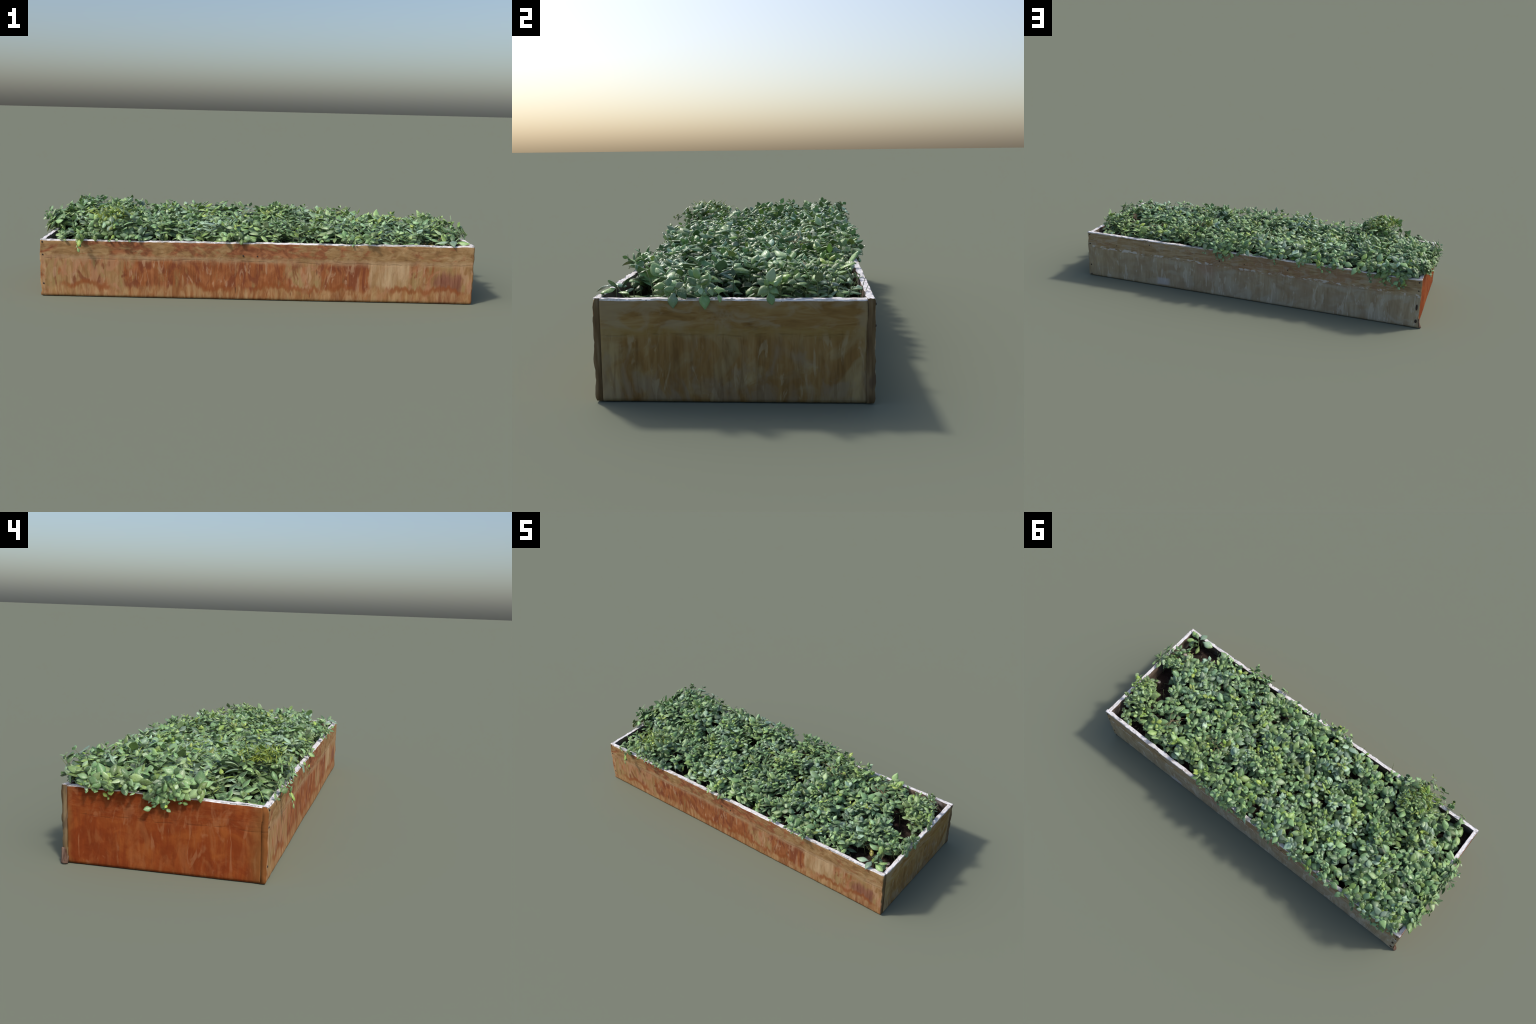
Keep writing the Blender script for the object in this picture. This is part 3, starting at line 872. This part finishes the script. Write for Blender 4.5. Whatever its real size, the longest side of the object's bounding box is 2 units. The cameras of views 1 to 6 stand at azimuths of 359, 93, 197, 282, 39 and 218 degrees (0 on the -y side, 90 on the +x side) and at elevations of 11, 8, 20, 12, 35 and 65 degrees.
for x, z in ((0.285, 0.290), (0.05, 0.295), (-0.32, 0.295), (-0.66, 0.300)):
    shoot((x, 0.325, 0.270), (x, 0.362, 0.310), (x + rng.gauss(0, 0.01), 0.384, z), 5, 0.036, 0.05)
for x, z in ((-0.60, 0.335), (-0.64, 0.340)):
    shoot((x, -0.27, 0.300), (x, -0.32, 0.345), (x + rng.gauss(0, 0.01), -0.348, z), 5, 0.034, 0.5)
# wisp that dangles far out over the front, and sprigs that reach out over it
shoot((-0.62, -0.27, 0.33), (-0.62, -0.36, 0.345), (-0.60, -0.395, 0.315), 5, 0.030, 0.5, Vector((0, -0.6, 0.8)), 0.016)
shoot((-0.70, -0.25, 0.33), (-0.70, -0.33, 0.35), (-0.69, -0.355, 0.33), 5, 0.030, 0.2)
shoot((-0.75, -0.30, 0.29), (-0.75, -0.365, 0.29), (-0.76, -0.372, 0.225), 5, 0.032, 0.0, Vector((0, -0.8, 0.6)), 0.016)
shoot((-0.90, -0.02, 0.30), (-0.95, -0.025, 0.345), (-0.972, -0.03, 0.335), 5, 0.032, 0.05)
shoot((0.93, -0.06, 0.26), (0.955, -0.06, 0.31), (0.972, -0.055, 0.305), 5, 0.032, 0.05)

for y, z, size in ((-0.046, 0.274, 0.040), (-0.088, 0.276, 0.042), (-0.125, 0.274, 0.036), (-0.068, 0.284, 0.034), (0.112, 0.276, 0.030)):   # round leaves lapping over the end rim
    add_leaf((X1 - 0.001, y, z), (0.42, rng.gauss(0, 0.15), -0.85), (1, 0, 0.6), size, 0, 1.2, 1.15, True)
for _ in range(3):
    x, y = rng.uniform(-0.905, -0.80), rng.uniform(0.325, 0.340)
    shoot((x, y, 0.285), (x - 0.01, y + 0.025, 0.335), (x - 0.015 + rng.gauss(0, 0.01), y + rng.uniform(0.025, 0.045), rng.uniform(0.325, 0.355)), 5, rng.uniform(0.036, 0.046), 0.05)

# the lone young plant in the bare corner, its broad leaves resting on the rim
for pos, d, size, wide in (((0.880, -0.285, 0.276), (-0.1, -1.0, 0.02), 0.054, 1.05), ((0.900, -0.285, 0.272), (0.75, -0.30, 0.06), 0.058, 0.85), ((0.905, -0.270, 0.262), (0.7, 0.6, 0.20), 0.048, 0.9),
                           ((0.862, -0.285, 0.270), (-0.85, -0.15, 0.12), 0.060, 1.0), ((0.885, -0.270, 0.268), (0.1, 0.5, 0.9), 0.042, 0.9), ((0.872, -0.262, 0.245), (-0.3, 0.9, -0.1), 0.050, 0.8),
                           ((0.893, -0.282, 0.272), (0.5, -0.3, 0.9), 0.036, 0.9)):
    add_leaf(pos, d, (0, 0, 1), size, 0, 2.0, wide, True)
stems.append(([Vector((0.875, -0.245, 0.195)), Vector((0.88, -0.26, 0.235)), Vector((0.888, -0.282, 0.274))], 0.003))
# withered yellow leaves by the bare soil
for k in range(7):
    a = rng.uniform(0, 6.28)
    add_leaf((0.800 + rng.gauss(0, 0.02), -0.160 + rng.gauss(0, 0.012), 0.235 + rng.uniform(-0.01, 0.02)), (math.cos(a), math.sin(a) - 0.4, -0.5), (0, -0.5, 1), rng.uniform(0.030, 0.046), 2, 0.8, 1.0, True)

# yellow-green flopped patches of bolting growth
for cx, cy, cz, n in ((-0.63, -0.230, 0.362, 60), (-0.68, 0.12, 0.325, 12), (-0.59, -0.02, 0.330, 12), (0.10, 0.06, 0.345, 8), (-0.25, 0.02, 0.335, 8)):
    for _ in range(n):
        p = (cx + rng.gauss(0, 0.042), cy + rng.gauss(0, 0.034), cz + rng.gauss(0, 0.014))
        a = rng.uniform(0, 6.28)
        add_leaf(p, (math.cos(a), math.sin(a), rng.uniform(0.0, 1.3)), (rng.gauss(0, 0.5), rng.gauss(0, 0.5), 1), rng.uniform(0.022, 0.044), rng.choice((0, 0, 1)), 0.4, rng.uniform(0.35, 0.85))

# ------------------------------------------------------------------ build the foliage objects
order = sorted(range(len(leaves)), key=lambda k: -leaves[k][0])
singles, rest = order[:300], order[300:]
V, F, MI = [], [], []
base = 0
fv = [np.array(f) for _, f in VARIANTS]
for k in rest:
    _, var, m, mat = leaves[k]
    M = np.array(m)
    v = VARIANTS[var][0] @ M[:3, :3].T + M[:3, 3]
    V.append(v)
    F.append(fv[var] + base)
    MI.append(np.full(len(fv[var]), mat, np.int32))
    base += len(v)
V, F, MI = np.vstack(V), np.vstack(F), np.concatenate(MI)
me = bpy.data.meshes.new("foliage")
me.vertices.add(len(V))
me.vertices.foreach_set("co", V.astype(np.float32).ravel())
me.loops.add(F.size)
me.loops.foreach_set("vertex_index", F.astype(np.int32).ravel())
me.polygons.add(len(F))
me.polygons.foreach_set("loop_start", np.arange(0, F.size, 4, dtype=np.int32))
me.polygons.foreach_set("material_index", MI)
me.polygons.foreach_set("use_smooth", np.ones(len(F), bool))
for m in LEAF_MATS:
    me.materials.append(m)
me.update(calc_edges=True)
me.validate()
foliage = obj("foliage", me, root)
foliage["kind"] = "stuff"

shared = {}
for k in singles:
    _, var, m, mat = leaves[k]
    if (var, mat) not in shared:
        shared[var, mat] = mesh_from("leaf", VARIANTS[var][0], VARIANTS[var][1], [LEAF_MATS[mat]])
    o = obj("leaf", shared[var, mat], foliage)
    o.matrix_local = m


def tubes(name, paths, mat, sides=5):
    vs, fs = [], []
    for pts, r in paths:
        b = len(vs)
        for i, p in enumerate(pts):
            t = (pts[min(i + 1, len(pts) - 1)] - pts[max(i - 1, 0)]).normalized()
            u = t.orthogonal().normalized()
            w = t.cross(u)
            rr = r * (1 - 0.5 * i / (len(pts) - 1))
            vs += [p + (u * math.cos(2 * math.pi * s / sides) + w * math.sin(2 * math.pi * s / sides)) * rr for s in range(sides)]
        for i in range(len(pts) - 1):
            for s in range(sides):
                s2 = (s + 1) % sides
                fs.append((b + i * sides + s, b + i * sides + s2, b + (i + 1) * sides + s2, b + (i + 1) * sides + s))
        fs.append(tuple(b + s for s in reversed(range(sides))))
        fs.append(tuple(b + (len(pts) - 1) * sides + s for s in range(sides)))
    o = obj(name, mesh_from(name, vs, fs, [mat]), root)
    o["kind"] = "stuff"
    return o


tubes("stem", stems, STEM_MAT)


def wisps(cx, cy, cz, n, spread, rise):
    out = []
    for _ in range(n):
        p = Vector((cx + rng.gauss(0, spread), cy + rng.gauss(0, spread), cz - 0.03))
        d = Vector((rng.gauss(0, 0.5), rng.gauss(0, 0.5), rise)).normalized()
        pts = [p.copy()]
        for k in range(6):
            d = (d + Vector((rng.gauss(0, 0.35), rng.gauss(0, 0.35), -0.10))).normalized()
            p = p + d * rng.uniform(0.008, 0.014)
            pts.append(p.copy())
        out.append((pts, 0.0014))
    return out


WISP_MAT = plain("yellow_green_stalk", (0.34, 0.42, 0.07), 0.3, 0.6, 60)
tubes("bolting_stalk", wisps(-0.63, -0.245, 0.366, 70, 0.032, 0.9) + wisps(-0.60, -0.19, 0.345, 18, 0.02, 0.7) + wisps(-0.68, 0.12, 0.325, 14, 0.014, 0.7), WISP_MAT)
tubes("dry_twig", wisps(0.855, -0.135, 0.27, 26, 0.022, 0.3) + wisps(0.66, 0.20, 0.315, 12, 0.02, 0.5) + wisps(0.36, 0.16, 0.345, 10, 0.02, 0.5), TWIG_MAT)
print("LEAVES", len(leaves), "SHOOTS", len(placed), "FACES", len(F))
